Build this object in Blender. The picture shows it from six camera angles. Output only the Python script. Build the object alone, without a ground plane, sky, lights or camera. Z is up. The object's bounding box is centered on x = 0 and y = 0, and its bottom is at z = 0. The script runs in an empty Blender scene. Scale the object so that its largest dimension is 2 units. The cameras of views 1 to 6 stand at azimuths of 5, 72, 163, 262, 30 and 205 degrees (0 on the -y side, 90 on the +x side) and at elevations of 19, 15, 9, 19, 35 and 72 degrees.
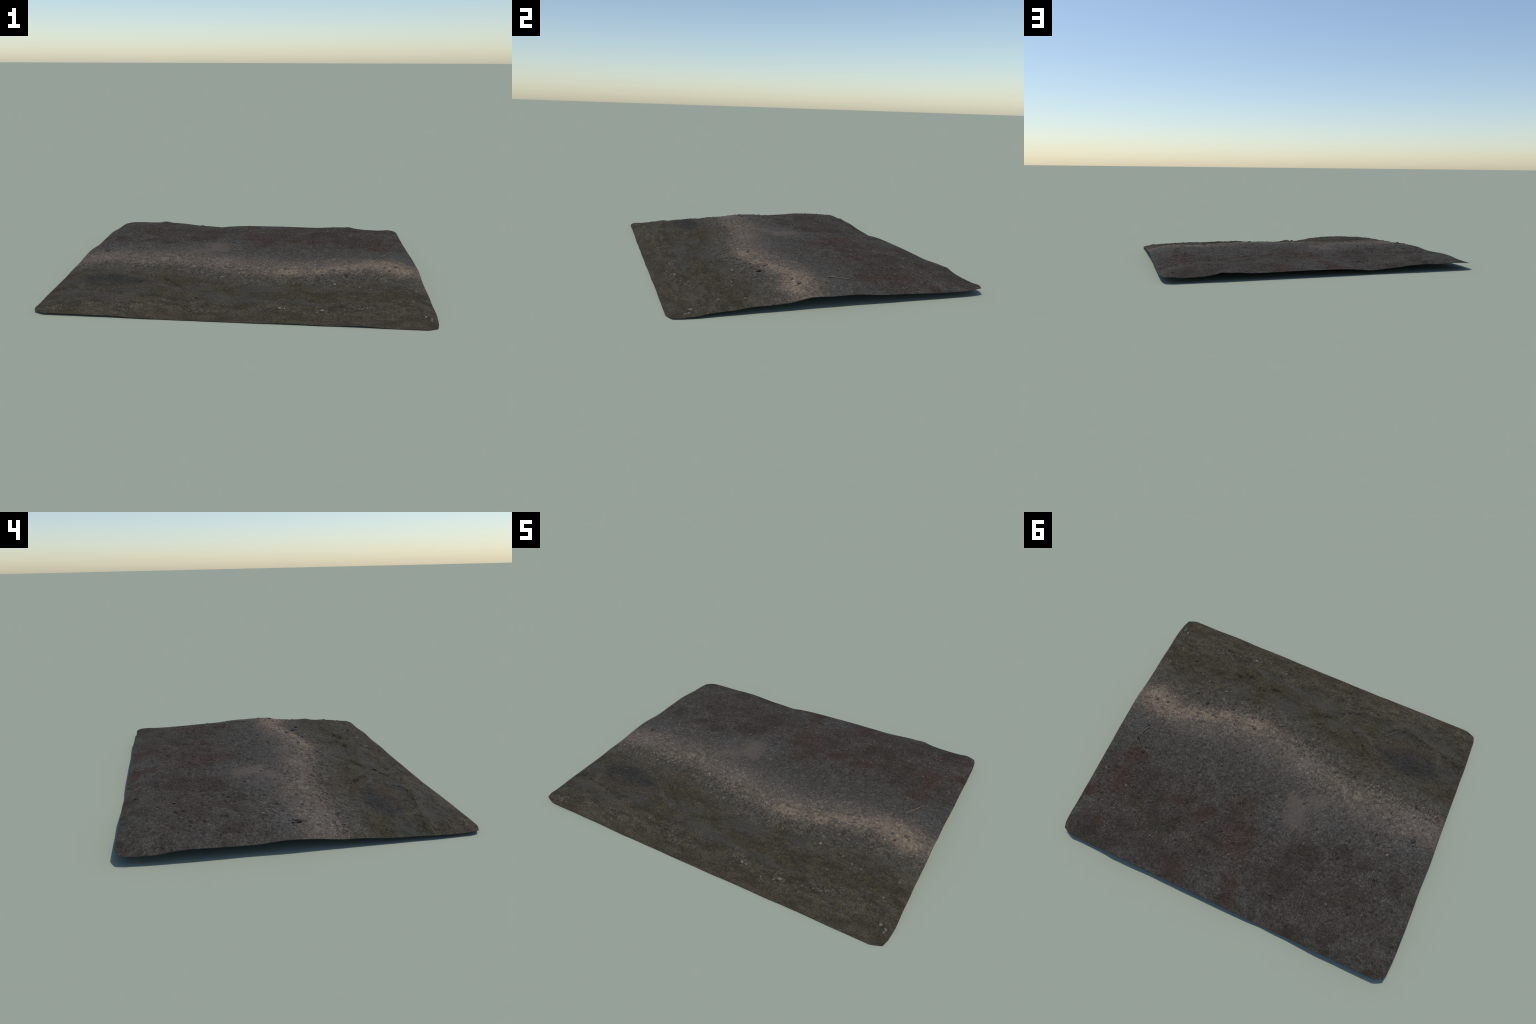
"""A square patch of bare ground: a low track shoulder with a sandy crest,
gritty moss-stained dirt behind it and a damp, lumpy bank falling away in front.
The patch is a thin crust of soil with rounded corners, strewn with pebbles,
clods, dry straw and one bent twig."""
import bpy, bmesh, math
import numpy as np
from mathutils import Vector, noise as mnoise, Matrix

rng = np.random.default_rng(7)

# ---------------------------------------------------------------- land form
# Cross-sections of the bank, front to back, heights in millimetres.
STATION_Y = [-.786, -.755, -.68, -.6, -.52, -.43, -.33, -.24, -.14, -.04, .08, .22, .36, .5, .64, .74, .786]
SECTIONS = [
    (-1.00, [11, 13, 10, 13, 16, 19, 23, 31, 35, 46, 52, 43, 46, 48, 35, 33, 32]),
    (-0.96, [11, 15, 18, 23, 27, 31, 34, 42, 46, 56, 61, 51, 53, 58, 48, 42, 40]),
    (-0.88, [11, 19, 35, 42, 45, 51, 54, 60, 63, 67, 72, 65, 67, 72, 66, 53, 46]),
    (-0.74, [10, 20, 44, 52, 52, 55, 61, 67, 71, 72, 74, 75, 77, 80, 77, 59, 44]),
    (-0.58, [8, 21, 47, 57, 52, 51, 55, 60, 68, 74, 75, 71, 70, 72, 71, 57, 45]),
    (-0.42, [2, 14, 40, 51, 54, 61, 56, 59, 70, 79, 78, 72, 67, 63, 57, 41, 31]),
    (-0.26, [1, 4, 17, 27, 37, 50, 55, 62, 78, 85, 81, 75, 70, 63, 49, 34, 26]),
    (-0.12, [1, 5, 16, 28, 42, 51, 54, 62, 85, 87, 80, 77, 72, 68, 61, 45, 36]),
    (0.04, [1, 7, 18, 29, 36, 42, 54, 71, 86, 88, 82, 76, 70, 65, 63, 49, 39]),
    (0.16, [2, 8, 22, 35, 44, 48, 61, 78, 88, 88, 81, 73, 69, 67, 64, 49, 40]),
    (0.28, [6, 13, 29, 41, 48, 49, 63, 81, 90, 86, 76, 70, 68, 69, 65, 49, 39]),
    (0.45, [3, 10, 27, 41, 46, 51, 60, 74, 84, 82, 73, 65, 65, 70, 67, 51, 38]),
    (0.62, [8, 15, 29, 42, 50, 53, 59, 69, 80, 83, 75, 60, 60, 67, 68, 58, 46]),
    (0.78, [1, 8, 25, 40, 49, 53, 56, 72, 87, 89, 81, 65, 64, 63, 63, 44, 31]),
    (0.90, [2, 9, 23, 34, 43, 53, 54, 65, 81, 82, 77, 61, 55, 51, 52, 40, 30]),
    (0.97, [1, 3, 14, 23, 29, 39, 41, 48, 65, 63, 62, 49, 43, 38, 37, 37, 33]),
    (1.00, [1, 1, 7, 17, 21, 30, 33, 39, 56, 54, 53, 43, 38, 32, 30, 33, 30]),
]
# Mounds sitting on the sections: centre, radii, height (m)
MOUNDS = [(-.675, .752, .045, .035, .010), (.665, .775, .045, .045, .006), (-.15, -.57, .05, .04, .012),
          (.31, -.56, .05, .03, .006), (-.03, -.49, .05, .03, .006), (-.44, -.49, .04, .03, .004),
          (-.27, .77, .05, .04, -.004), (.93, .775, .04, .03, .003),
          (-.6, .42, .4, .22, -.003), (.4, .45, .4, .22, -.0025), (-.12, -.405, .06, .03, -.007), (-.34, -.515, .05, .035, -.006)]
# Crest of the bank, where the sand lies
CREST = [(-1, -.106), (-.92, -.098), (-.8, -.10), (-.655, -.113), (-.52, -.107), (-.425, -.114), (-.308, -.136),
         (-.189, -.157), (-.082, -.184), (.052, -.231), (.175, -.251), (.269, -.242), (.423, -.219),
         (.538, -.182), (.663, -.166), (.806, -.152), (.96, -.186), (1, -.19)]
# Cracks in the damp bank: path, width, depth
CRACKS = [
    ([(-.388, -.405), (-.412, -.383), (-.44, -.362)], .009, .010),
    ([(-.44, -.362), (-.50, -.328), (-.56, -.303)], .006, .003),
    ([(-.472, -.523), (-.492, -.54), (-.52, -.571), (-.544, -.59)], .006, .005),
    ([(-.577, -.595), (-.618, -.599), (-.647, -.594), (-.665, -.589), (-.694, -.571)], .006, .005),
    ([(-.687, -.579), (-.713, -.562)], .006, .004),
    ([(-.705, -.582), (-.726, -.577), (-.744, -.577), (-.77, -.557)], .006, .005),
]
# Small overhung hollows: centre, radius, depth
HOLLOWS = [(.312, -.49, .022, .010), (.24, -.519, .024, .012), (.486, -.518, .020, .009), (.419, -.539, .024, .010),
           (-.086, -.48, .028, .011), (-.14, -.5, .018, .008), (-.308, -.469, .018, .010), (-.402, -.64, .012, .007),
           (-.208, -.544, .006, .006), (-.441, -.485, .02, .007), (.776, .15, .010, .008), (.424, .344, .006, .008),
           (-.326, .615, .006, .007), (-.254, .626, .008, .006), (-.76, .311, .016, .007), (-.73, .315, .012, .006)]

# Colour patches on the ground: centre x, y, radius along, radius across
PATCH = {
    'bright': [(.80, -.15, .13, .075), (.88, -.19, .07, .06), (.67, -.165, .08, .045), (.54, -.185, .08, .035), (.26, -.25, .085, .042),
               (.45, -.215, .05, .03)],
    'pink': [(-.85, -.09, .12, .1), (-.16, -.15, .102, .062), (-.93, -.08, .094, .072)],
    'dust': [(-.08, -.1, .22, .09), (.55, -.08, .28, .06), (-.32, .05, .16, .1), (.15, -.13, .13, .08), (-.6, .0, .2, .07)],
    'rust': [(.48, .5, .55, .34), (-.45, .5, .5, .22), (.85, .35, .2, .25)],
    'pale': [(-.2, .14, .063, .1), (-.28, .02, .064, .037), (-.14, .08, .043, .044)],
    'red': [(.1, .25, .064, .072), (.04, .41, .084, .124), (.3, .72, .069, .068), (-.03, .65, .055, .053),
            (.81, .22, .088, .045), (.82, .4, .058, .09), (.44, .34, .086, .044), (.28, .36, .057, .036),
            (.81, .63, .044, .029), (.96, .5, .062, .031), (-.06, .75, .054, .039)],
    'brown': [(.67, .62, .084, .057), (.18, .46, .084, .07), (.42, .67, .07, .055), (-.33, .35, .096, .068),
              (-.32, .47, .068, .054), (-.2, .52, .082, .054), (-.53, .25, .069, .041), (-.5, .56, .08, .039),
              (-.44, .75, .081, .051), (-.87, .29, .042, .066), (-.65, .28, .068, .041), (.21, .59, .056, .055),
              (-.04, .75, .054, .04), (-.62, .69, .053, .038), (.71, .34, .115, .062), (.41, .45, .085, .057),
              (-.67, .47, .08, .039), (-.92, .76, .054, .025), (.72, .72, .087, .042),
              (-.28, .59, .068, .053), (.88, .7, .09, .08), (.55, .5, .1, .06)],
    'olive': [(.46, .52, .112, .071), (.56, .55, .056, .057), (.69, .44, .057, .044), (-.57, .27, .034, .017),
              (-.58, .775, .04, .019), (-.98, .33, .036, .026), (.57, .38, .057, .03), (.78, .77, .077, .035),
              (-.65, .775, .039, .02)],
    'blue': [(.77, .7, .059, .042), (.52, .42, .057, .059), (.97, .59, .062, .046), (.61, .72, .055, .055),
             (.11, .67, .11, .067), (-.15, .69, .095, .053), (-.85, .05, .114, .083), (.13, -.12, .117, .092),
             (-.11, -.13, .087, .077), (-.15, .5, .082, .081), (-.33, .61, .081, .039), (.92, .2, .078, .094),
             (-.88, .45, .07, .077), (-.4, .11, .084, .057), (-.11, .26, .084, .084), (.93, .02, .07, .09)],
    'moss': [(.3, -.55, .186, .044), (.58, -.53, .154, .044), (.81, -.51, .093, .037), (-.3, -.41, .088, .065),
             (-.35, -.54, .074, .034), (-.95, -.33, .065, .045), (.44, -.56, .093, .044), (.2, -.55, .093, .044),
             (-.41, -.55, .06, .033), (.71, -.51, .093, .036), (-.08, -.48, .107, .051), (.31, -.42, .061, .071)],
    'silt': [(.06, -.58, .093, .044), (-.11, -.57, .092, .044), (-.32, -.49, .059, .026), (-.53, -.57, .088, .041),
             (-.95, -.45, .067, .052), (.31, -.61, .093, .027), (-.21, -.48, .075, .034), (-.66, -.65, .093, .033),
             (.11, -.46, .091, .051), (.43, -.43, .061, .033), (-.82, -.6, .062, .047)],
    'damp': [(-.68, -.41, .163, .094), (-.57, -.43, .089, .048), (-.79, -.43, .089, .078)],
    'tan': [(-.61, -.48, .134, .056), (-.47, -.36, .088, .063), (-.42, -.27, .087, .062)],
    'verge': [(.52, -.76, .256, .052), (.08, -.75, .255, .048), (-.33, -.77, .24, .05), (-.81, -.79, .126, .05),
              (.87, -.74, .096, .053)],
    'litter': [(.62, -.64, .07, .04), (.43, -.68, .047, .031), (-.2, -.67, .108, .054), (-.54, -.71, .114, .047),
               (-.75, -.71, .096, .038), (.21, -.66, .063, .038), (.27, .54, .084, .028), (-.69, .09, .084, .084),
               (.21, .52, .084, .042), (-.9, -.72, .06, .04)],
}
PATCH_TURN = {k: math.radians(25 if k in ('red', 'brown', 'olive', 'blue', 'pale') else 0) for k in PATCH}
for k in ('silt', 'moss'):                       # drawn out along the foot of the bank
    PATCH[k] = [(x, y, a * 1.25, b * .85) for x, y, a, b in PATCH[k]]


def smooth(a, b, t):
    t = np.clip((t - a) / (b - a), 0, 1)
    return t * t * (3 - 2 * t)


def hermite(xk, vk, x):
    """Smooth curve through knots; vk may hold one profile per knot."""
    xk, vk = np.asarray(xk, float), np.asarray(vk, float)
    d = np.diff(xk).reshape((-1,) + (1,) * (vk.ndim - 1))
    s = np.diff(vk, axis=0) / d
    m = np.concatenate([s[:1], (s[1:] * d[:-1] + s[:-1] * d[1:]) / (d[1:] + d[:-1]), s[-1:]])
    i = np.clip(np.searchsorted(xk, x) - 1, 0, len(xk) - 2)
    h = (xk[i + 1] - xk[i]).reshape((-1,) + (1,) * (vk.ndim - 1))
    t = ((x - xk[i])).reshape(h.shape) / h
    return ((1 + 2 * t) * (1 - t) ** 2 * vk[i] + t * (1 - t) ** 2 * h * m[i]
            + t * t * (3 - 2 * t) * vk[i + 1] + t * t * (t - 1) * h * m[i + 1])


def perlin(x, y, seed):
    r = np.random.default_rng(seed)
    perm = r.permutation(4096)
    ang = r.uniform(0, 2 * np.pi, 4096)
    gx, gy = np.cos(ang), np.sin(ang)
    xi, yi = np.floor(x).astype(int), np.floor(y).astype(int)
    fx, fy = x - xi, y - yi
    u, v = fx ** 3 * (fx * (fx * 6 - 15) + 10), fy ** 3 * (fy * (fy * 6 - 15) + 10)

    def g(a, b):
        k = perm[(perm[(xi + a) & 4095] + yi + b) & 4095]
        return gx[k] * (fx - a) + gy[k] * (fy - b)
    n0 = g(0, 0) * (1 - u) + g(1, 0) * u
    n1 = g(0, 1) * (1 - u) + g(1, 1) * u
    return (n0 * (1 - v) + n1 * v) * 1.4


def crest_y(x):
    c = np.array(CREST)
    x = np.asarray(x, float)
    return hermite(c[:, 0], c[:, 1], np.clip(x, -1, 1).ravel()).reshape(x.shape)


def patch_mask(kind, X, Y, grow=1.0):
    m = np.zeros_like(X)
    c, s = math.cos(PATCH_TURN[kind]), math.sin(PATCH_TURN[kind])
    for px, py, a, b in PATCH[kind]:
        u, v = (X - px) * c + (Y - py) * s, -(X - px) * s + (Y - py) * c
        m = np.maximum(m, 1 - np.sqrt((u / (a * grow)) ** 2 + (v / (b * grow)) ** 2))
    return np.clip(m, 0, 1)


def base_height(X, Y):
    """Loft through the cross-sections, evaluated on a grid of rows (Y) and columns (X)."""
    xk = np.array([s[0] for s in SECTIONS])
    prof = np.array([s[1] for s in SECTIONS], float) / 1000
    ys = Y[:, 0]
    rows = hermite(STATION_Y, prof.T, ys)            # rows x sections
    out = np.empty_like(X)
    for j in range(len(ys)):
        out[j] = hermite(xk, rows[j], X[j])
    return out


def add_mounds(X, Y, Z):
    for cx, cy, a, b, h in MOUNDS:
        Z = Z + h * np.exp(-2.2 * (((X - cx) / a) ** 2 + ((Y - cy) / b) ** 2))
    return Z


def distance_to_path(X, Y, pts):
    d = np.full(X.shape, 9.0)
    for (ax, ay), (bx, by) in zip(pts[:-1], pts[1:]):
        dx, dy = bx - ax, by - ay
        t = np.clip(((X - ax) * dx + (Y - ay) * dy) / (dx * dx + dy * dy), 0, 1)
        d = np.minimum(d, np.hypot(X - ax - t * dx, Y - ay - t * dy))
    return d


# ---------------------------------------------------------------- build grid
NX, NY, HALF_X, HALF_Y = 800, 630, 1.0, .786
v = np.linspace(-1, 1, NY)
u = np.linspace(-1, 1, NX)
ay = HALF_Y * np.sign(v) * (np.abs(v) + .0)
half = np.interp(np.abs(ay), [0, .60, .66, .70, .73, .765, .78, .786], [.9985, .9985, .998, .995, .993, .983, .95, .93])
X = u[None, :] * half[:, None]
Y = np.repeat(ay[:, None], NX, 1)
edge = np.minimum(half[:, None] - np.abs(X), HALF_Y - np.abs(Y))
# the cut edge wavers a little
X = X + .002 * perlin(Y * 9, X * 0 + 2.5, 31) * smooth(.1, 0, half[:, None] - np.abs(X))
Y = Y + .0015 * perlin(X * 9, Y * 0 + 7.5, 32) * smooth(.1, 0, HALF_Y - np.abs(Y))
Z0 = base_height(X, np.repeat(ay[:, None], NX, 1))
Z0 = add_mounds(X, Y, Z0)

back = smooth(-.03, .05, Y - crest_y(X))                         # gritty track side
front = 1 - back
silt = smooth(.1, .6, patch_mask('silt', X, Y, 1.2))
soft = np.maximum(silt, smooth(.05, .5, np.maximum(patch_mask('pale', X, Y), .6 * patch_mask('blue', X, Y))))
inside = smooth(0, .06, edge)
worn = smooth(.42, .62, Y)                                       # trodden smooth along the back

wx, wy = X + .02 * perlin(X * 9, Y * 9, 1), Y + .02 * perlin(X * 9, Y * 9, 2)
lump = perlin(wx * 7, wy * 12, 8) * .35 + perlin(wx * 11, wy * 17, 3) * .4 + (.5 - np.abs(perlin(wx * 18, wy * 26, 4))) * .5 - .15
mid = perlin(wx * 42, wy * 42, 5)
small = perlin(wx * 90, wy * 90, 6)
grit = perlin(X * 165, Y * 165, 7)
calm = 1 - .75 * soft
R = lump * (.0085 * front + .0018 * back) * inside
R += mid * (.0028 * front + .0024 * back * (1 - .5 * worn)) * calm * (.4 + .6 * inside)
R += small * (.0012 * front + .0011 * back * (1 - .6 * worn)) * calm
R += grit * .0007 * calm * (1 - .5 * worn)

# scattered crumbs of soil: rounded caps stamped on the surface
crumb = np.zeros_like(X)
dx, dy = 2 * HALF_X / (NX - 1), 2 * HALF_Y / (NY - 1)
n = 9000
cx, cy = rng.uniform(-.98, .98, n), rng.uniform(-.77, .77, n)
size = .0028 + .0065 * rng.power(.28, n) * rng.random(n)
keepers = rng.random(n)
for k in range(n):
    i, j = int((cy[k] + HALF_Y) / dy), int((cx[k] / half[min(NY - 1, int((cy[k] + HALF_Y) / dy))] + 1) / 2 * (NX - 1))
    i, j = min(max(i, 0), NY - 1), min(max(j, 0), NX - 1)
    want = (.9 * back[i, j] * (1 - .5 * worn[i, j]) + .45 * front[i, j]) * (1 - .9 * soft[i, j])
    if keepers[k] > want:
        continue
    r = size[k] * (1.0 if back[i, j] > .5 else .85)
    w = int(r / dx) + 2
    a, b, c, d = max(i - w, 0), min(i + w + 1, NY), max(j - w, 0), min(j + w + 1, NX)
    st = rng.uniform(.7, 1.35)
    q = 1 - ((X[a:b, c:d] - cx[k]) / (r * st)) ** 2 - ((Y[a:b, c:d] - cy[k]) / (r / st)) ** 2
    crumb[a:b, c:d] = np.maximum(crumb[a:b, c:d], np.sqrt(np.clip(q, 0, 1)) * r * rng.uniform(.35, .7))
# larger clods in loose drifts, their outlines broken by noise
wob = .55 * perlin(X * 110, Y * 110, 26) + .3 * perlin(X * 220, Y * 220, 27)
drift = smooth(-.25, .35, perlin(X * 4.5, Y * 4.5, 28))
for k in range(1700):
    px, py, r = rng.uniform(-.96, .96), rng.uniform(-.75, .75), .005 + .011 * rng.random() ** 2
    i, j = int((py + HALF_Y) / dy), int((px + 1) / 2 * (NX - 1))
    if rng.random() > (back[i, j] * (1 - .9 * worn[i, j]) * drift[i, j] + .10 * front[i, j]) * (1 - soft[i, j]):
        continue
    w = int(1.8 * r / dx) + 2
    a, b, c, d = max(i - w, 0), min(i + w + 1, NY), max(j - w, 0), min(j + w + 1, NX)
    st, rot = rng.uniform(.65, 1.5), rng.uniform(0, math.pi)
    U = (X[a:b, c:d] - px) * math.cos(rot) + (Y[a:b, c:d] - py) * math.sin(rot)
    V = -(X[a:b, c:d] - px) * math.sin(rot) + (Y[a:b, c:d] - py) * math.cos(rot)
    q = 1 - (U / (r * st)) ** 2 - (V / (r / st)) ** 2 + wob[a:b, c:d]
    crumb[a:b, c:d] = np.maximum(crumb[a:b, c:d], np.clip(q, 0, 1) ** .6 * r * rng.uniform(.3, .6))
R += crumb * smooth(0, .03, edge)

# pits between the crumbs
for k in range(600):
    px, py, r = rng.uniform(-.95, .95), rng.uniform(-.74, .74), rng.uniform(.004, .010)
    i, j = int((py + HALF_Y) / dy), int((px + 1) / 2 * (NX - 1))
    if soft[i, j] > .4 or rng.random() < .8 * worn[i, j] or (front[i, j] > .5 and rng.random() < .5):
        continue
    w = int(2 * r / dx) + 2
    a, b, c, d = max(i - w, 0), min(i + w + 1, NY), max(j - w, 0), min(j + w + 1, NX)
    st, rot = rng.uniform(.6, 1.6), rng.uniform(0, math.pi)
    U = (X[a:b, c:d] - px) * math.cos(rot) + (Y[a:b, c:d] - py) * math.sin(rot)
    V = -(X[a:b, c:d] - px) * math.sin(rot) + (Y[a:b, c:d] - py) * math.cos(rot)
    R[a:b, c:d] -= r * .8 * np.exp(-(U / (r * st)) ** 2 - (V / (r / st)) ** 2)

# keep the fine relief level with the land form: take out its local average
def local_mean(A, k):
    for axis in (0, 1):
        P = np.concatenate([np.repeat(A.take([0], axis), k, axis), A, np.repeat(A.take([-1], axis), k, axis)], axis)
        C = np.cumsum(np.concatenate([np.zeros_like(P.take([0], axis)), P], axis), axis)
        n = A.shape[axis]
        A = (C.take(np.arange(2 * k + 1, 2 * k + 1 + n), axis) - C.take(np.arange(n), axis)) / (2 * k + 1)
    return A


R -= local_mean(R, 60) * smooth(0, .05, edge)

# the curved lip over the damp hollow: ground drops on the side away from the crest
LIP = [(-.35, -.43), (-.385, -.40), (-.43, -.365), (-.50, -.325), (-.58, -.295), (-.68, -.27)]
ld, ls = np.full(X.shape, 9.0), np.zeros_like(X)
for (ax, ay_), (bx, by_) in zip(LIP[:-1], LIP[1:]):
    ex, ey = bx - ax, by_ - ay_
    t = np.clip(((X - ax) * ex + (Y - ay_) * ey) / (ex * ex + ey * ey), 0, 1)
    d = np.hypot(X - ax - t * ex, Y - ay_ - t * ey)
    side = np.sign(ex * (Y - ay_) - ey * (X - ax))
    ls = np.where(d < ld, side, ls)
    ld = np.minimum(d, ld)
R -= np.where(ls > 0, .010 * np.exp(-(ld / .055) ** 2), -.003 * np.exp(-ld / .03)) * smooth(0, .008, ld)

for path, width, depth in CRACKS:
    d = distance_to_path(X + .010 * perlin(X * 70, Y * 70, 21), Y + .010 * perlin(X * 70, Y * 70, 22), path)
    broken = smooth(-.35, .25, perlin(X * 38, Y * 38, 25))
    R += (-depth * smooth(width, width * .2, d) + depth * .45 * np.exp(-((d - 2 * width) / (1.6 * width)) ** 2)) * (.35 + .65 * broken)
for hx, hy, r, depth in HOLLOWS:
    qx, qy = X - hx + .4 * r * perlin(X * 50, Y * 50, 23), Y - hy + .4 * r * perlin(X * 50, Y * 50, 24)
    R -= depth * np.exp(-(qx / (r * 1.3)) ** 2 - (qy / (r * .6)) ** 2)
    R += depth * .5 * np.exp(-(qx / (r * 1.5)) ** 2 - ((qy + r * 1.1) / (r * .8)) ** 2)

top = np.maximum(Z0 + R * smooth(-.002, .025, edge), .0012)
under = np.maximum(np.minimum(Z0 - .0015 - .007 * smooth(0, .05, edge), top - .0012), 0)


def ground_z(x, y):
    i = int(round((y + HALF_Y) / dy))
    i = min(max(i, 0), NY - 1)
    j = int(round((x / half[i] + 1) / 2 * (NX - 1)))
    return float(top[i, min(max(j, 0), NX - 1)])


def ground_normal(x, y, e=.012):
    return Vector((ground_z(x - e, y) - ground_z(x + e, y), ground_z(x, y - e) - ground_z(x, y + e), 2 * e)).normalized()


# ---------------------------------------------------------------- materials
def srgb(r, g, b, k=1.0):
    return tuple(((c / 255) / 12.92 if c / 255 <= .04045 else ((c / 255 + .055) / 1.055) ** 2.4) * k for c in (r, g, b)) + (1,)


class Nodes:
    def __init__(self, name):
        self.m = bpy.data.materials.new(name)
        self.m.use_nodes = True
        self.t = self.m.node_tree
        self.bsdf = self.t.nodes['Principled BSDF']
        self.bsdf.inputs['Roughness'].default_value = .95
        self.bsdf.inputs['Specular IOR Level'].default_value = .12

    def link(self, a, b):
        self.t.links.new(a, b)

    def put(self, sock, val):
        if isinstance(val, bpy.types.NodeSocket):
            self.link(val, sock)
        else:
            sock.default_value = val

    def math(self, op, a, b=0.0, clamp=False):
        n = self.t.nodes.new('ShaderNodeMath')
        n.operation, n.use_clamp = op, clamp
        self.put(n.inputs[0], a)
        self.put(n.inputs[1], b)
        return n.outputs[0]

    def vmath(self, op, a, b):
        n = self.t.nodes.new('ShaderNodeVectorMath')
        n.operation = op
        self.put(n.inputs[0], a)
        if op == 'SCALE':
            self.put(n.inputs['Scale'], b)
        else:
            self.put(n.inputs[1], b)
        return n.outputs[0]

    def step(self, val, lo, hi, out0=0.0, out1=1.0):
        n = self.t.nodes.new('ShaderNodeMapRange')
        n.interpolation_type = 'SMOOTHSTEP'
        self.put(n.inputs['Value'], val)
        for k, v in zip(('From Min', 'From Max', 'To Min', 'To Max'), (lo, hi, out0, out1)):
            n.inputs[k].default_value = v
        return n.outputs['Result']

    def noise(self, vec, scale, detail=3.0, rough=.55, out='Fac'):
        n = self.t.nodes.new('ShaderNodeTexNoise')
        self.link(vec, n.inputs['Vector'])
        n.inputs['Scale'].default_value, n.inputs['Detail'].default_value, n.inputs['Roughness'].default_value = scale, detail, rough
        return n.outputs[out]

    def voronoi(self, vec, scale, feature='F1'):
        n = self.t.nodes.new('ShaderNodeTexVoronoi')
        n.feature = feature
        self.link(vec, n.inputs['Vector'])
        n.inputs['Scale'].default_value = scale
        return n

    def mix(self, fac, a, b, blend='MIX'):
        n = self.t.nodes.new('ShaderNodeMix')
        n.data_type, n.blend_type = 'RGBA', blend
        self.put(n.inputs['Factor'], fac)
        self.put(n.inputs[6], a)
        self.put(n.inputs[7], b)
        return n.outputs[2]

    def sep(self, vec):
        n = self.t.nodes.new('ShaderNodeSeparateXYZ')
        self.link(vec, n.inputs[0])
        return n.outputs

    def comb(self, x, y, z=0.0):
        n = self.t.nodes.new('ShaderNodeCombineXYZ')
        for s, v in zip(n.inputs, (x, y, z)):
            self.put(s, v)
        return n.outputs[0]

    def coords(self):
        return self.t.nodes.new('ShaderNodeTexCoord').outputs['Object']

    def blobs(self, vec, kind, grow=1.0):
        out = None
        for px, py, a, b in PATCH[kind]:
            mp = self.t.nodes.new('ShaderNodeMapping')
            mp.vector_type = 'TEXTURE'
            self.link(vec, mp.inputs['Vector'])
            mp.inputs['Location'].default_value = (px, py, 0)
            mp.inputs['Rotation'].default_value = (0, 0, PATCH_TURN[kind])
            mp.inputs['Scale'].default_value = (a * grow, b * grow, 1)
            g = self.t.nodes.new('ShaderNodeTexGradient')
            g.gradient_type = 'SPHERICAL'
            self.link(mp.outputs[0], g.inputs[0])
            out = g.outputs['Fac'] if out is None else self.math('MAXIMUM', out, g.outputs['Fac'])
        return out


GAIN = 1.06      # base colours below are written as they look in daylight


def c(r, g, b):
    return srgb(r, g, b, GAIN)


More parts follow.
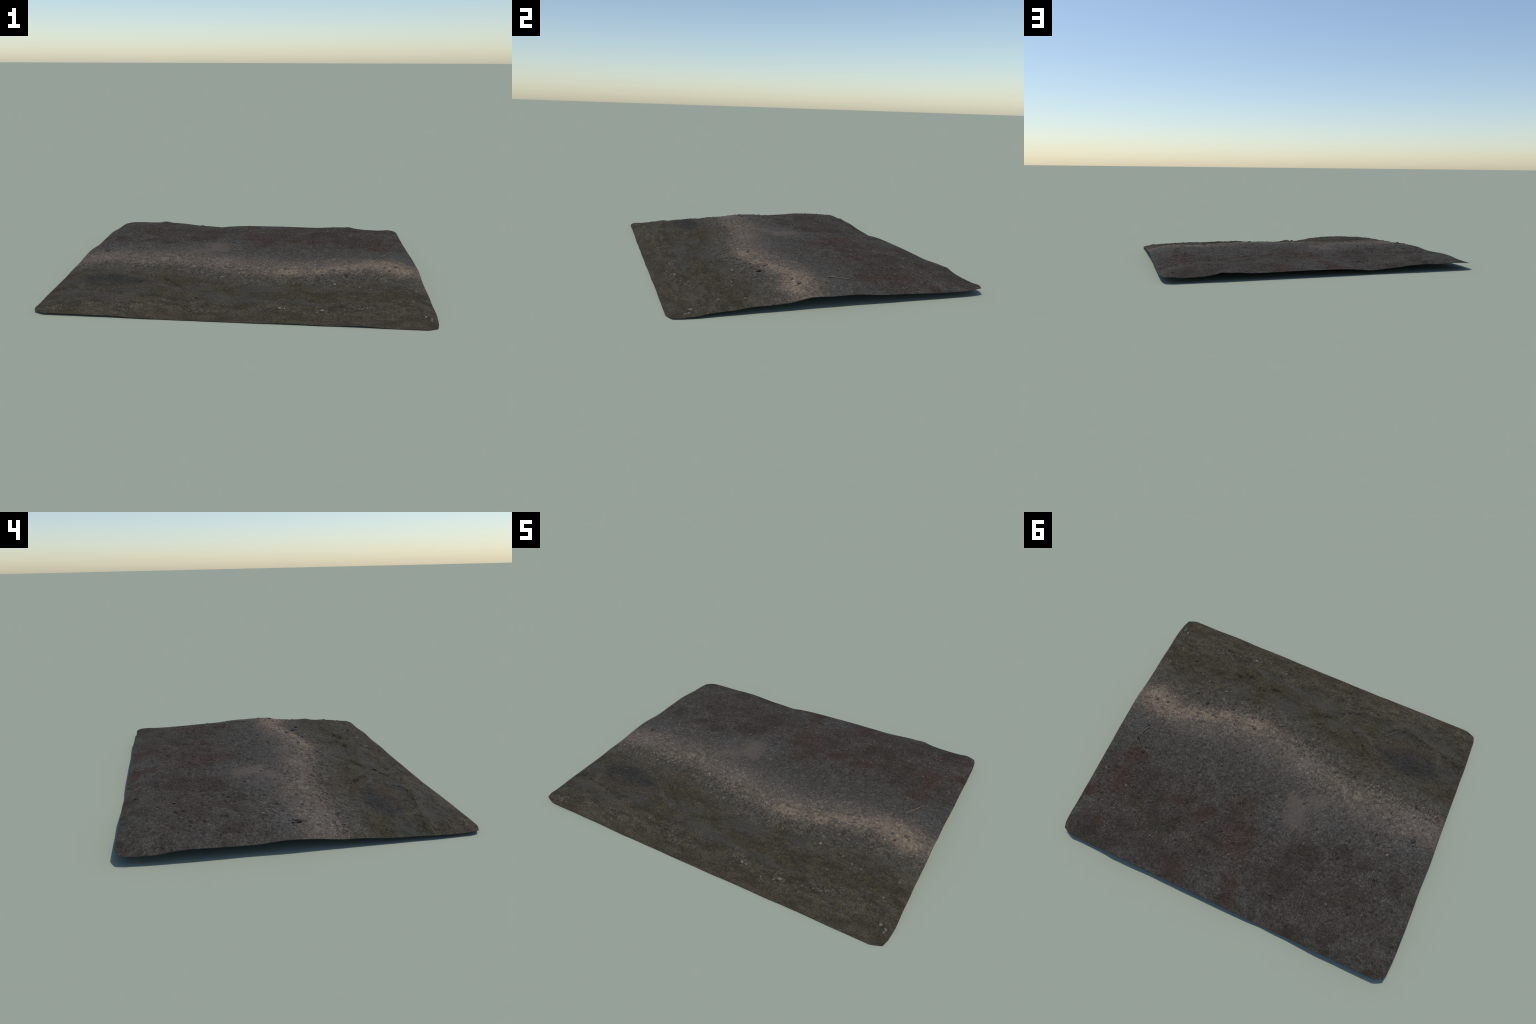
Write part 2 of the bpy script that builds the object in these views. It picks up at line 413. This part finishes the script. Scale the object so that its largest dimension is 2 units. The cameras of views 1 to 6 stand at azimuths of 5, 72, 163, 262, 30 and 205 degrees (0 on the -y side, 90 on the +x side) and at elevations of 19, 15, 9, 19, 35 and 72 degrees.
def soil_material():
    N = Nodes('soil')
    P = N.coords()
    x, y, z = N.sep(P)
    flat = N.comb(x, y)
    # wandering outlines for every patch
    w1 = N.vmath('SCALE', N.vmath('SUBTRACT', N.noise(flat, 7, 3, .6, 'Color'), (.5, .5, .5)), .13)
    w2 = N.vmath('SCALE', N.vmath('SUBTRACT', N.noise(flat, 42, 3, .7, 'Color'), (.5, .5, .5)), .05)
    wv = N.vmath('MULTIPLY', N.vmath('ADD', N.vmath('ADD', flat, w1), w2), (1, 1, 0))
    ragged = N.math('ADD', N.math('MULTIPLY', N.math('SUBTRACT', N.noise(flat, 38, 6, .8), .5), 1.1),
                    N.math('MULTIPLY', N.math('SUBTRACT', N.noise(flat, 150, 3, .7), .5), .9))
    broad = N.noise(flat, 5, 3, .55)
    mottle = N.noise(flat, 24, 6, .75)
    mottle2 = N.noise(N.vmath('ADD', flat, (3.1, 1.7, 0)), 16, 6, .75)

    # distance behind (+) or before (-) the sandy crest
    fc = N.t.nodes.new('ShaderNodeFloatCurve')
    cm = fc.mapping
    cu = cm.curves[0]
    pts = [((px + 1) / 2, (py + .5)) for px, py in CREST]
    cu.points[0].location, cu.points[1].location = pts[0], pts[-1]
    for p in pts[1:-1]:
        cu.points.new(*p)
    cm.update()
    wxs, wys, _ = N.sep(wv)
    N.put(fc.inputs['Value'], N.math('ADD', N.math('MULTIPLY', wxs, .5), .5))
    dist = N.math('SUBTRACT', N.sep(N.vmath('ADD', flat, N.vmath('SCALE', w1, .45)))[1], N.math('SUBTRACT', fc.outputs[0], .5))
    distr = N.math('ADD', dist, N.math('MULTIPLY', ragged, .11))

    def mask(kind, grow=1.5, lo=.08, hi=.75, rag=1.0):
        return N.step(N.math('ADD', N.blobs(wv, kind, grow), N.math('MULTIPLY', ragged, rag)), lo, hi)

    # --- gritty track behind the crest
    col = N.mix(N.step(mottle, .32, .68), c(63, 61, 58), c(74, 71, 66))
    col = N.mix(N.step(broad, .42, .65), col, N.mix(.5, col, c(69, 64, 58)))
    col = N.mix(N.math('MULTIPLY', mask('blue', 1.6, .1, .8, .6), .5), col, c(72, 71, 70))
    col = N.mix(N.math('MULTIPLY', mask('rust', 1.2, .0, .75, .6), .6), col, N.mix(N.step(mottle2, .4, .6), c(57, 51, 44), c(63, 56, 49)))
    brown, red = mask('brown', 1.75, .1, .65, 1.1), mask('red', 1.7, .1, .7, 1.2)
    col = N.mix(N.math('MULTIPLY', mask('dust', 1.5, .0, .8, .4), .65), col, c(80, 75, 70))
    far = N.step(dist, .12, .5)
    stain = N.math('MULTIPLY', N.step(N.math('ADD', mottle2, N.math('MULTIPLY', ragged, .25)), .42, .56), far)
    col = N.mix(N.math('MULTIPLY', stain, .7), col, c(53, 47, 42))
    col = N.mix(N.math('MULTIPLY', brown, .9), col, N.mix(N.step(mottle, .4, .6), c(47, 42, 37), c(57, 50, 44)))
    col = N.mix(N.math('MULTIPLY', red, .85), col, N.mix(N.step(mottle2, .4, .6), c(61, 47, 41), c(55, 45, 38)))
    col = N.mix(N.math('MULTIPLY', mask('olive', 1.6), .7), col, c(51, 48, 39))
    col = N.mix(N.math('MULTIPLY', mask('pale', 1.8, .05, 1.0, .9), .75), col, c(90, 82, 75))

    # grey crumbs lying in drifts over the stained ground
    drift = N.step(N.noise(N.vmath('ADD', flat, (9.2, 4.4, 0)), 9, 4, .6), .42, .60)
    crumbs = N.math('MULTIPLY', N.math('MULTIPLY', drift, far), N.step(N.noise(flat, 105, 3, .65), .50, .60))
    col = N.mix(N.math('MULTIPLY', crumbs, .7), col, N.mix(N.step(mottle, .4, .6), c(80, 76, 70), c(74, 72, 70)))

    # --- bank in front; streaked light and dark tones paint the shading of its swells
    drawn = N.vmath('MULTIPLY', N.vmath('ADD', flat, N.vmath('SCALE', w2, .6)), (1, 2.4, 1))
    streak = N.noise(drawn, 8, 6, .68)
    streak2 = N.noise(N.vmath('ADD', drawn, (5.7, 2.2, 0)), 11, 6, .7)
    bank = N.mix(N.step(streak, .36, .62), c(51, 47, 38), c(70, 65, 54))
    bank = N.mix(N.math('MULTIPLY', N.step(streak2, .50, .64), .6), bank, c(66, 64, 60))
    bank = N.mix(N.math('MULTIPLY', N.step(N.noise(drawn, 26, 5, .7), .50, .36), .55), bank, c(43, 40, 34))
    bank = N.mix(N.step(N.math('ADD', dist, N.math('MULTIPLY', ragged, .08)), -.26, -.12), bank, N.mix(N.step(mottle2, .36, .62), c(61, 58, 51), c(75, 71, 63)))
    bank = N.mix(N.math('MULTIPLY', mask('verge', 1.5), .45), bank, N.mix(N.step(mottle, .4, .6), c(56, 50, 41), c(64, 57, 47)))
    bank = N.mix(N.math('MULTIPLY', mask('tan', 1.5, .1, .8, .5), .8), bank, c(66, 59, 50))
    bank = N.mix(N.math('MULTIPLY', mask('moss', 1.9, .1, .9, 1.0), .75), bank, N.mix(N.step(mottle2, .42, .62), c(54, 50, 39), c(62, 58, 42)))
    bank = N.mix(N.math('MULTIPLY', mask('silt', 1.8, .1, 1.0, .9), .6), bank, c(62, 61, 59))
    bank = N.mix(N.math('MULTIPLY', mask('damp', 1.45, .1, .8, .5), .85), bank, N.mix(N.step(mottle, .4, .6), c(42, 41, 40), c(50, 49, 48)))
    col = N.mix(N.step(distr, -.045, .01), bank, col)

    # --- sand along the crest
    distb = N.math('ADD', dist, N.math('MULTIPLY', ragged, .20))
    band = N.math('MULTIPLY', N.step(distb, -.11, -.02), N.step(distb, .17, .02))
    band = N.math('MULTIPLY', band, N.step(N.math('ADD', mottle2, N.math('MULTIPLY', ragged, .3)), .28, .50, .45, 1.0))
    col = N.mix(N.math('MULTIPLY', band, .9), col, N.mix(N.step(mottle, .38, .64), c(86, 78, 70), c(102, 92, 82)))
    col = N.mix(N.math('MULTIPLY', mask('pink', 1.6, .2, .85, .6), .8), col, c(94, 86, 80))
    col = N.mix(N.math('MULTIPLY', mask('bright', 1.7, .15, .75, 1.1), .88), col, N.mix(N.step(mottle, .4, .6), c(103, 92, 80), c(119, 105, 91)))
    # dark stones and gaps speckled through the lower half of the sand
    peb = N.voronoi(N.vmath('ADD', flat, N.vmath('SCALE', w2, .5)), 52)
    pr, pg, pb = N.sep(peb.outputs['Color'])
    lower = N.math('MULTIPLY', N.step(dist, .10, -.03), N.step(dist, -.16, -.06))
    spot = N.math('MULTIPLY', N.math('MULTIPLY', N.step(peb.outputs['Distance'], .50, .28), N.step(pr, .60, .66)), lower)
    col = N.mix(N.math('MULTIPLY', spot, .65), col, c(57, 52, 47))
    # pale crumbs and leaf litter
    litter = mask('litter', 1.6, .2, .8, 1.0)
    col = N.mix(N.math('MULTIPLY', N.math('MULTIPLY', litter, N.step(N.noise(flat, 130, 2, .6), .5, .62)), .55), col, c(88, 80, 72))

    # --- grain
    cell = N.voronoi(flat, 210)
    cr, cg, cb = N.sep(cell.outputs['Color'])
    grain = N.math('MULTIPLY', N.step(cr, 0, 1, .76, 1.26), N.step(N.noise(flat, 330, 3, .7), .25, .75, .78, 1.24))
    # stones bedded in the dirt: light tops, dark gaps
    jog = N.vmath('ADD', flat, N.vmath('SCALE', w2, .35))
    onback = N.step(dist, -.06, .03)
    drifts = N.step(N.math('ADD', mottle, N.math('MULTIPLY', ragged, .2)), .40, .62)
    gravelly = N.math('ADD', N.math('MULTIPLY', onback, N.step(drifts, 0, 1, .30, .85)), N.math('MULTIPLY', N.math('SUBTRACT', 1.0, onback), N.step(drifts, 0, 1, .05, .35)))
    gravelly = N.math('MAXIMUM', gravelly, N.math('MULTIPLY', N.math('MULTIPLY', N.step(dist, -.22, -.11), N.step(dist, .02, -.03)), N.step(drifts, 0, 1, .45, 1.0)))
    gravelly = N.math('MAXIMUM', gravelly, N.math('MULTIPLY', litter, .8))
    for size, lo, hi, gap in ((112, .76, 1.34, .74), (58, .86, 1.20, .86)):
        big = N.voronoi(jog, size)
        br, bg, bb = N.sep(big.outputs['Color'])
        tone = N.math('MULTIPLY', N.math('POWER', N.step(br, 0, 1, lo, hi), 1.0), N.step(big.outputs['Distance'], .30, .72, 1.06, gap))
        tone = N.math('ADD', N.math('MULTIPLY', N.math('SUBTRACT', tone, 1), gravelly), 1)
        grain = N.math('MULTIPLY', grain, tone)
    smoothness = N.math('MAXIMUM', N.math('MAXIMUM', mask('silt', 1.8, .1, 1.0, .9), mask('pale', 1.8, .05, 1.0, .9)), N.math('MULTIPLY', mask('bright', 1.7, .15, .75, 1.1), .6))
    smoothness = N.math('MAXIMUM', smoothness, N.math('MULTIPLY', N.math('MAXIMUM', brown, red), .55))
    grain = N.math('ADD', N.math('MULTIPLY', N.math('SUBTRACT', grain, 1), N.step(smoothness, 0, 1, 1, .4)), 1)
    col = N.mix(1.0, col, N.comb(grain, grain, grain), 'MULTIPLY')
    tint = N.mix(cg, (1.05, 1.0, .90, 1), (.96, 1.0, 1.01, 1))
    col = N.mix(1.0, col, tint, 'MULTIPLY')
    # bright specks of quartz and straw dust
    speck = N.voronoi(flat, 140)
    sr, sg, sb = N.sep(speck.outputs['Color'])
    sp = N.math('MULTIPLY', N.step(speck.outputs['Distance'], .38, .2), N.step(sr, .90, .93))
    col = N.mix(N.math('MULTIPLY', sp, .55), col, N.mix(sg, c(98, 90, 82), c(96, 96, 95)))
    # crevice shade between crumbs, painted as small dark spots
    dark = N.voronoi(N.vmath('ADD', flat, w2), 62)
    dr, dg, db = N.sep(dark.outputs['Color'])
    dk = N.math('MULTIPLY', N.step(dark.outputs['Distance'], .42, .2), N.step(dr, .80, .84))
    col = N.mix(N.math('MULTIPLY', dk, N.step(onback, 0, 1, .25, .5)), col, c(44, 42, 40))
    N.link(col, N.bsdf.inputs['Base Color'])

    bump = N.t.nodes.new('ShaderNodeBump')
    bump.inputs['Strength'].default_value = .2
    bump.inputs['Distance'].default_value = .002
    N.link(N.noise(flat, 300, 4, .7), bump.inputs['Height'])
    N.link(bump.outputs[0], N.bsdf.inputs['Normal'])
    return N.m


def under_material():
    N = Nodes('packed_earth')
    P = N.coords()
    N.link(N.mix(N.step(N.noise(P, 25, 4, .6), .35, .65), c(58, 53, 48), c(70, 65, 60)), N.bsdf.inputs['Base Color'])
    return N.m


def stone_material(name, a, b):
    N = Nodes(name)
    P = N.coords()
    info = N.t.nodes.new('ShaderNodeObjectInfo')
    col = N.mix(info.outputs['Random'], a, b)
    g = N.step(N.noise(P, 220, 4, .7), .3, .7, .78, 1.18)
    N.link(N.mix(1.0, col, N.comb(g, g, g), 'MULTIPLY'), N.bsdf.inputs['Base Color'])
    N.bsdf.inputs['Roughness'].default_value = .85
    return N.m


def fibre_material(name, a, b):
    N = Nodes(name)
    P = N.coords()
    N.link(N.mix(N.step(N.noise(P, 90, 3, .6), .35, .65), a, b), N.bsdf.inputs['Base Color'])
    return N.m


# ---------------------------------------------------------------- objects
def obj(name, mesh, parent=None):
    o = bpy.data.objects.new(name, mesh)
    bpy.context.scene.collection.objects.link(o)
    if parent:
        o.parent = parent
    return o


root = obj('soil_patch', None)
root['label'] = 'square patch of dark dirt bank with sandy crest'
root['category'] = 'ground patch'


def soil_mesh():
    nv = NX * NY
    V = np.concatenate([np.stack([X, Y, top], -1).reshape(-1, 3), np.stack([X, Y, under], -1).reshape(-1, 3)])
    idx = np.arange(nv).reshape(NY, NX)
    q = np.stack([idx[:-1, :-1], idx[:-1, 1:], idx[1:, 1:], idx[1:, :-1]], -1).reshape(-1, 4)
    ring = np.concatenate([idx[0, :-1], idx[:-1, -1], idx[-1, :0:-1], idx[:0:-1, 0]])
    nxt = np.roll(ring, -1)
    skirt = np.stack([ring + nv, nxt + nv, nxt, ring], -1)
    F = np.concatenate([q, q[:, ::-1] + nv, skirt]).astype(np.int32)
    me = bpy.data.meshes.new('soil')
    me.vertices.add(len(V))
    me.vertices.foreach_set('co', V.astype(np.float32).ravel())
    me.loops.add(F.size)
    me.loops.foreach_set('vertex_index', F.ravel())
    me.polygons.add(len(F))
    me.polygons.foreach_set('loop_start', np.arange(0, F.size, 4, dtype=np.int32))
    smoothf = np.zeros(len(F), bool)
    smoothf[:len(q)] = True
    me.polygons.foreach_set('use_smooth', smoothf)
    mi = np.zeros(len(F), np.int32)
    mi[len(q):2 * len(q)] = 1
    me.polygons.foreach_set('material_index', mi)
    me.materials.append(soil_material())
    me.materials.append(under_material())
    me.update(calc_edges=True)
    me.validate()
    return me


obj('soil', soil_mesh(), root)


def lump_mesh(name, seed, rough, flat, mat, subdiv=3):
    bm = bmesh.new()
    bmesh.ops.create_icosphere(bm, subdivisions=subdiv, radius=1)
    off = Vector((seed * 3.7, seed * 1.3, seed * 2.9))
    for vert in bm.verts:
        p = vert.co.copy()
        k = 1 + rough * mnoise.noise(p * 1.1 + off) + rough * .5 * mnoise.noise(p * 2.6 + off)
        # a few worn facets
        for f in range(4):
            a = Vector((math.sin(seed + f * 2.1), math.cos(seed * 1.7 + f * 1.3), math.sin(f * 1.9 + seed * .6))).normalized()
            h = p.dot(a) * k
            if h > .78:
                p -= a * (h - .78) * .8
        vert.co = Vector((p.x * k, p.y * k, p.z * k * flat))
    me = bpy.data.meshes.new(name)
    bm.to_mesh(me)
    bm.free()
    me.polygons.foreach_set('use_smooth', np.ones(len(me.polygons), bool))
    me.materials.append(mat)
    return me


pale_stone = stone_material('pale_stone', c(88, 83, 75), c(114, 108, 99))
grey_stone = stone_material('grey_stone', c(62, 60, 58), c(86, 82, 77))
earth_clod = stone_material('earth_clod', c(52, 48, 44), c(70, 64, 58))
pale_meshes = [lump_mesh('pebble', s, .28, .62, pale_stone) for s in range(4)]
grey_meshes = [lump_mesh('pebble', s + 10, .45, .5, grey_stone, 3) for s in range(5)]
clod_meshes = [lump_mesh('clod', s + 30, .55, .7, earth_clod) for s in range(5)]


def rest(name, mesh, x, y, size, stretch=1.0, turn=0.0, sink=.35, tilt=.2):
    o = obj(name, mesh, root)
    up = ground_normal(x, y)
    q = up.to_track_quat('Z', 'Y').to_matrix().to_4x4()
    m = (Matrix.Translation((x, y, ground_z(x, y) + size * (.62 - 1.24 * sink))) @ q @ Matrix.Rotation(turn, 4, 'Z')
         @ Matrix.Rotation(rng.uniform(-tilt, tilt), 4, 'X') @ Matrix.Diagonal((size * stretch, size, size, 1)))
    o.matrix_world = m
    return o


# stones that stand out: x, y, radius
PALE = [(.933, -.435, .009), (.939, -.678, .011), (.966, -.690, .009), (.963, -.706, .006), (.439, -.673, .011),
        (.414, -.686, .006), (.361, -.708, .006), (.352, -.70, .005), (.512, -.389, .009), (.486, -.403, .006),
        (.641, -.412, .008), (.295, -.382, .007), (.23, -.668, .009), (.255, -.67, .006), (-.09, -.275, .006),
        (-.139, -.265, .006), (-.164, -.235, .008), (.321, .055, .006), (-.851, -.196, .007), (-.76, .147, .008),
        (-.927, .144, .006), (.052, .515, .007), (-.548, -.192, .008), (-.527, -.2, .006), (-.358, -.644, .005),
        (-.596, -.662, .004), (-.508, -.724, .004), (-.861, -.726, .005), (-.092, .18, .004), (-.846, -.21, .005),
        (.60, -.65, .006), (.64, -.648, .005), (.66, -.64, .005), (.55, -.66, .005), (.9, -.55, .005), (.75, -.45, .006),
        (.70, -.44, .005), (.30, -.36, .004), (-.21, .436, .004)]
GREY = [(-.85, .002, .011), (-.874, .03, .009), (-.554, .54, .008), (-.895, .03, .009), (-.845, .022, .010), (.775, .40, .007), (.599, .452, .007),
        (.78, .643, .005), (.708, .535, .005), (.515, -.213, .009), (.868, -.16, .009), (.243, -.235, .009),
        (.262, -.24, .006), (-.5, -.19, .010), (-.56, -.205, .009), (.8, -.17, .008), (.62, -.3, .010), (.67, -.31, .011),
        (.34, -.31, .009), (.5, -.29, .009), (.45, -.28, .008), (.1, -.33, .009)]
for x, y, r in PALE:
    rest('pebble', pale_meshes[int(rng.integers(4))], x, y, r * .8, rng.uniform(1.0, 1.45), rng.uniform(0, 6.3))
for x, y, r in GREY:
    rest('pebble', grey_meshes[int(rng.integers(5))], x, y, r, rng.uniform(1.0, 1.5), rng.uniform(0, 6.3))
for x, y, r in [(-.868, .012, .012), (-.24, -.60, .012), (-.2, -.57, .012),
                (.42, -.30, .010), (.58, -.27, .011)]:
    rest('clod', clod_meshes[int(rng.integers(5))], x, y, r, rng.uniform(1, 1.4), rng.uniform(0, 6.3), .38)
# gravel below the crest and stray stones on the track
count = 0
while count < 190:
    x, y = rng.uniform(-.95, .95), rng.uniform(-.72, .72)
    d = y - float(crest_y(np.array([x]))[0])
    w = .9 if -.17 < d < -.03 else (.10 if d > .2 else .05)
    if x > -.35 and -.17 < d < -.03:
        w = 1.0
    if rng.random() > w:
        continue
    pale = rng.random() < .12
    mesh = pale_meshes[int(rng.integers(4))] if pale else grey_meshes[int(rng.integers(5))]
    rest('pebble', mesh, x, y, rng.uniform(.003, .0065) * (.8 if pale else 1), rng.uniform(1, 1.6), rng.uniform(0, 6.3), .56)
    count += 1


def fibre(points, r0, r1, sides=6):
    """Tapered tube along points, returned as vertices and faces."""
    P = [Vector(p) for p in points]
    vs, fs = [], []
    for k, p in enumerate(P):
        d = (P[min(k + 1, len(P) - 1)] - P[max(k - 1, 0)]).normalized()
        a = d.cross(Vector((0, 0, 1))).normalized()
        b = a.cross(d)
        r = r0 + (r1 - r0) * k / (len(P) - 1)
        for s in range(sides):
            t = 2 * math.pi * s / sides
            vs.append(p + a * (r * math.cos(t)) + b * (r * math.sin(t)))
    for k in range(len(P) - 1):
        for s in range(sides):
            t = (s + 1) % sides
            fs.append((k * sides + s, k * sides + t, (k + 1) * sides + t, (k + 1) * sides + s))
    fs.append(tuple(range(sides))[::-1])
    fs.append(tuple(range((len(P) - 1) * sides, len(P) * sides)))
    return vs, fs


def fibre_object(name, strands, mat):
    vs, fs = [], []
    for v, f in strands:
        fs += [tuple(i + len(vs) for i in face) for face in f]
        vs += v
    me = bpy.data.meshes.new(name)
    me.from_pydata([tuple(p) for p in vs], [], fs)
    me.polygons.foreach_set('use_smooth', np.ones(len(me.polygons), bool))
    me.materials.append(mat)
    return obj(name, me, root)


def laid(xy, lift):
    return [(x, y, ground_z(x, y) + l) for (x, y), l in zip(xy, lift)]


bark = fibre_material('twig_bark', c(96, 86, 76), c(122, 110, 98))
straw = fibre_material('dry_straw', c(112, 101, 86), c(142, 130, 112))
tx = np.array([(.812, .012), (.824, .034), (.838, .062), (.850, .088), (.857, .110), (.855, .126), (.849, .139)])
fibre_object('twig', [fibre(laid(tx, [.002, .004, .005, .005, .005, .004, .001]), .0022, .0015, 8)], bark)
for a, b, r in [((-.303, .299), (-.307, .272), .0014), ((-.60, -.163), (-.652, -.183), .0013), ((-.622, -.142), (-.648, -.173), .0012),
                ((-.758, .251), (-.773, .259), .0012), ((-.417, .684), (-.418, .662), .0012), ((-.57, -.16), (-.60, -.14), .0011)]:
    ts = np.linspace(0, 1, 6)
    bend = rng.uniform(-.004, .004)
    xy = [(a[0] + (b[0] - a[0]) * t + bend * math.sin(math.pi * t), a[1] + (b[1] - a[1]) * t) for t in ts]
    fibre_object('straw', [fibre(laid(xy, [.0015] * 6), r, r * .7)], straw)
strands = []
for k in range(420):
    x, y = rng.uniform(-.95, .95), rng.uniform(-.70, .70)
    t, L = rng.uniform(0, 2 * math.pi), rng.uniform(.006, .016)
    bend = rng.uniform(-.3, .3) * L
    xy = []
    for s in np.linspace(-.5, .5, 4):
        o = bend * math.cos(math.pi * s)
        xy.append((x + L * s * math.cos(t) - o * math.sin(t), y + L * s * math.sin(t) + o * math.cos(t)))
    strands.append(fibre(laid(xy, [.0008] * 4), rng.uniform(.0004, .0008), .0003, 4))
chaff = fibre_object('chaff', strands, straw)
chaff['kind'] = 'stuff'
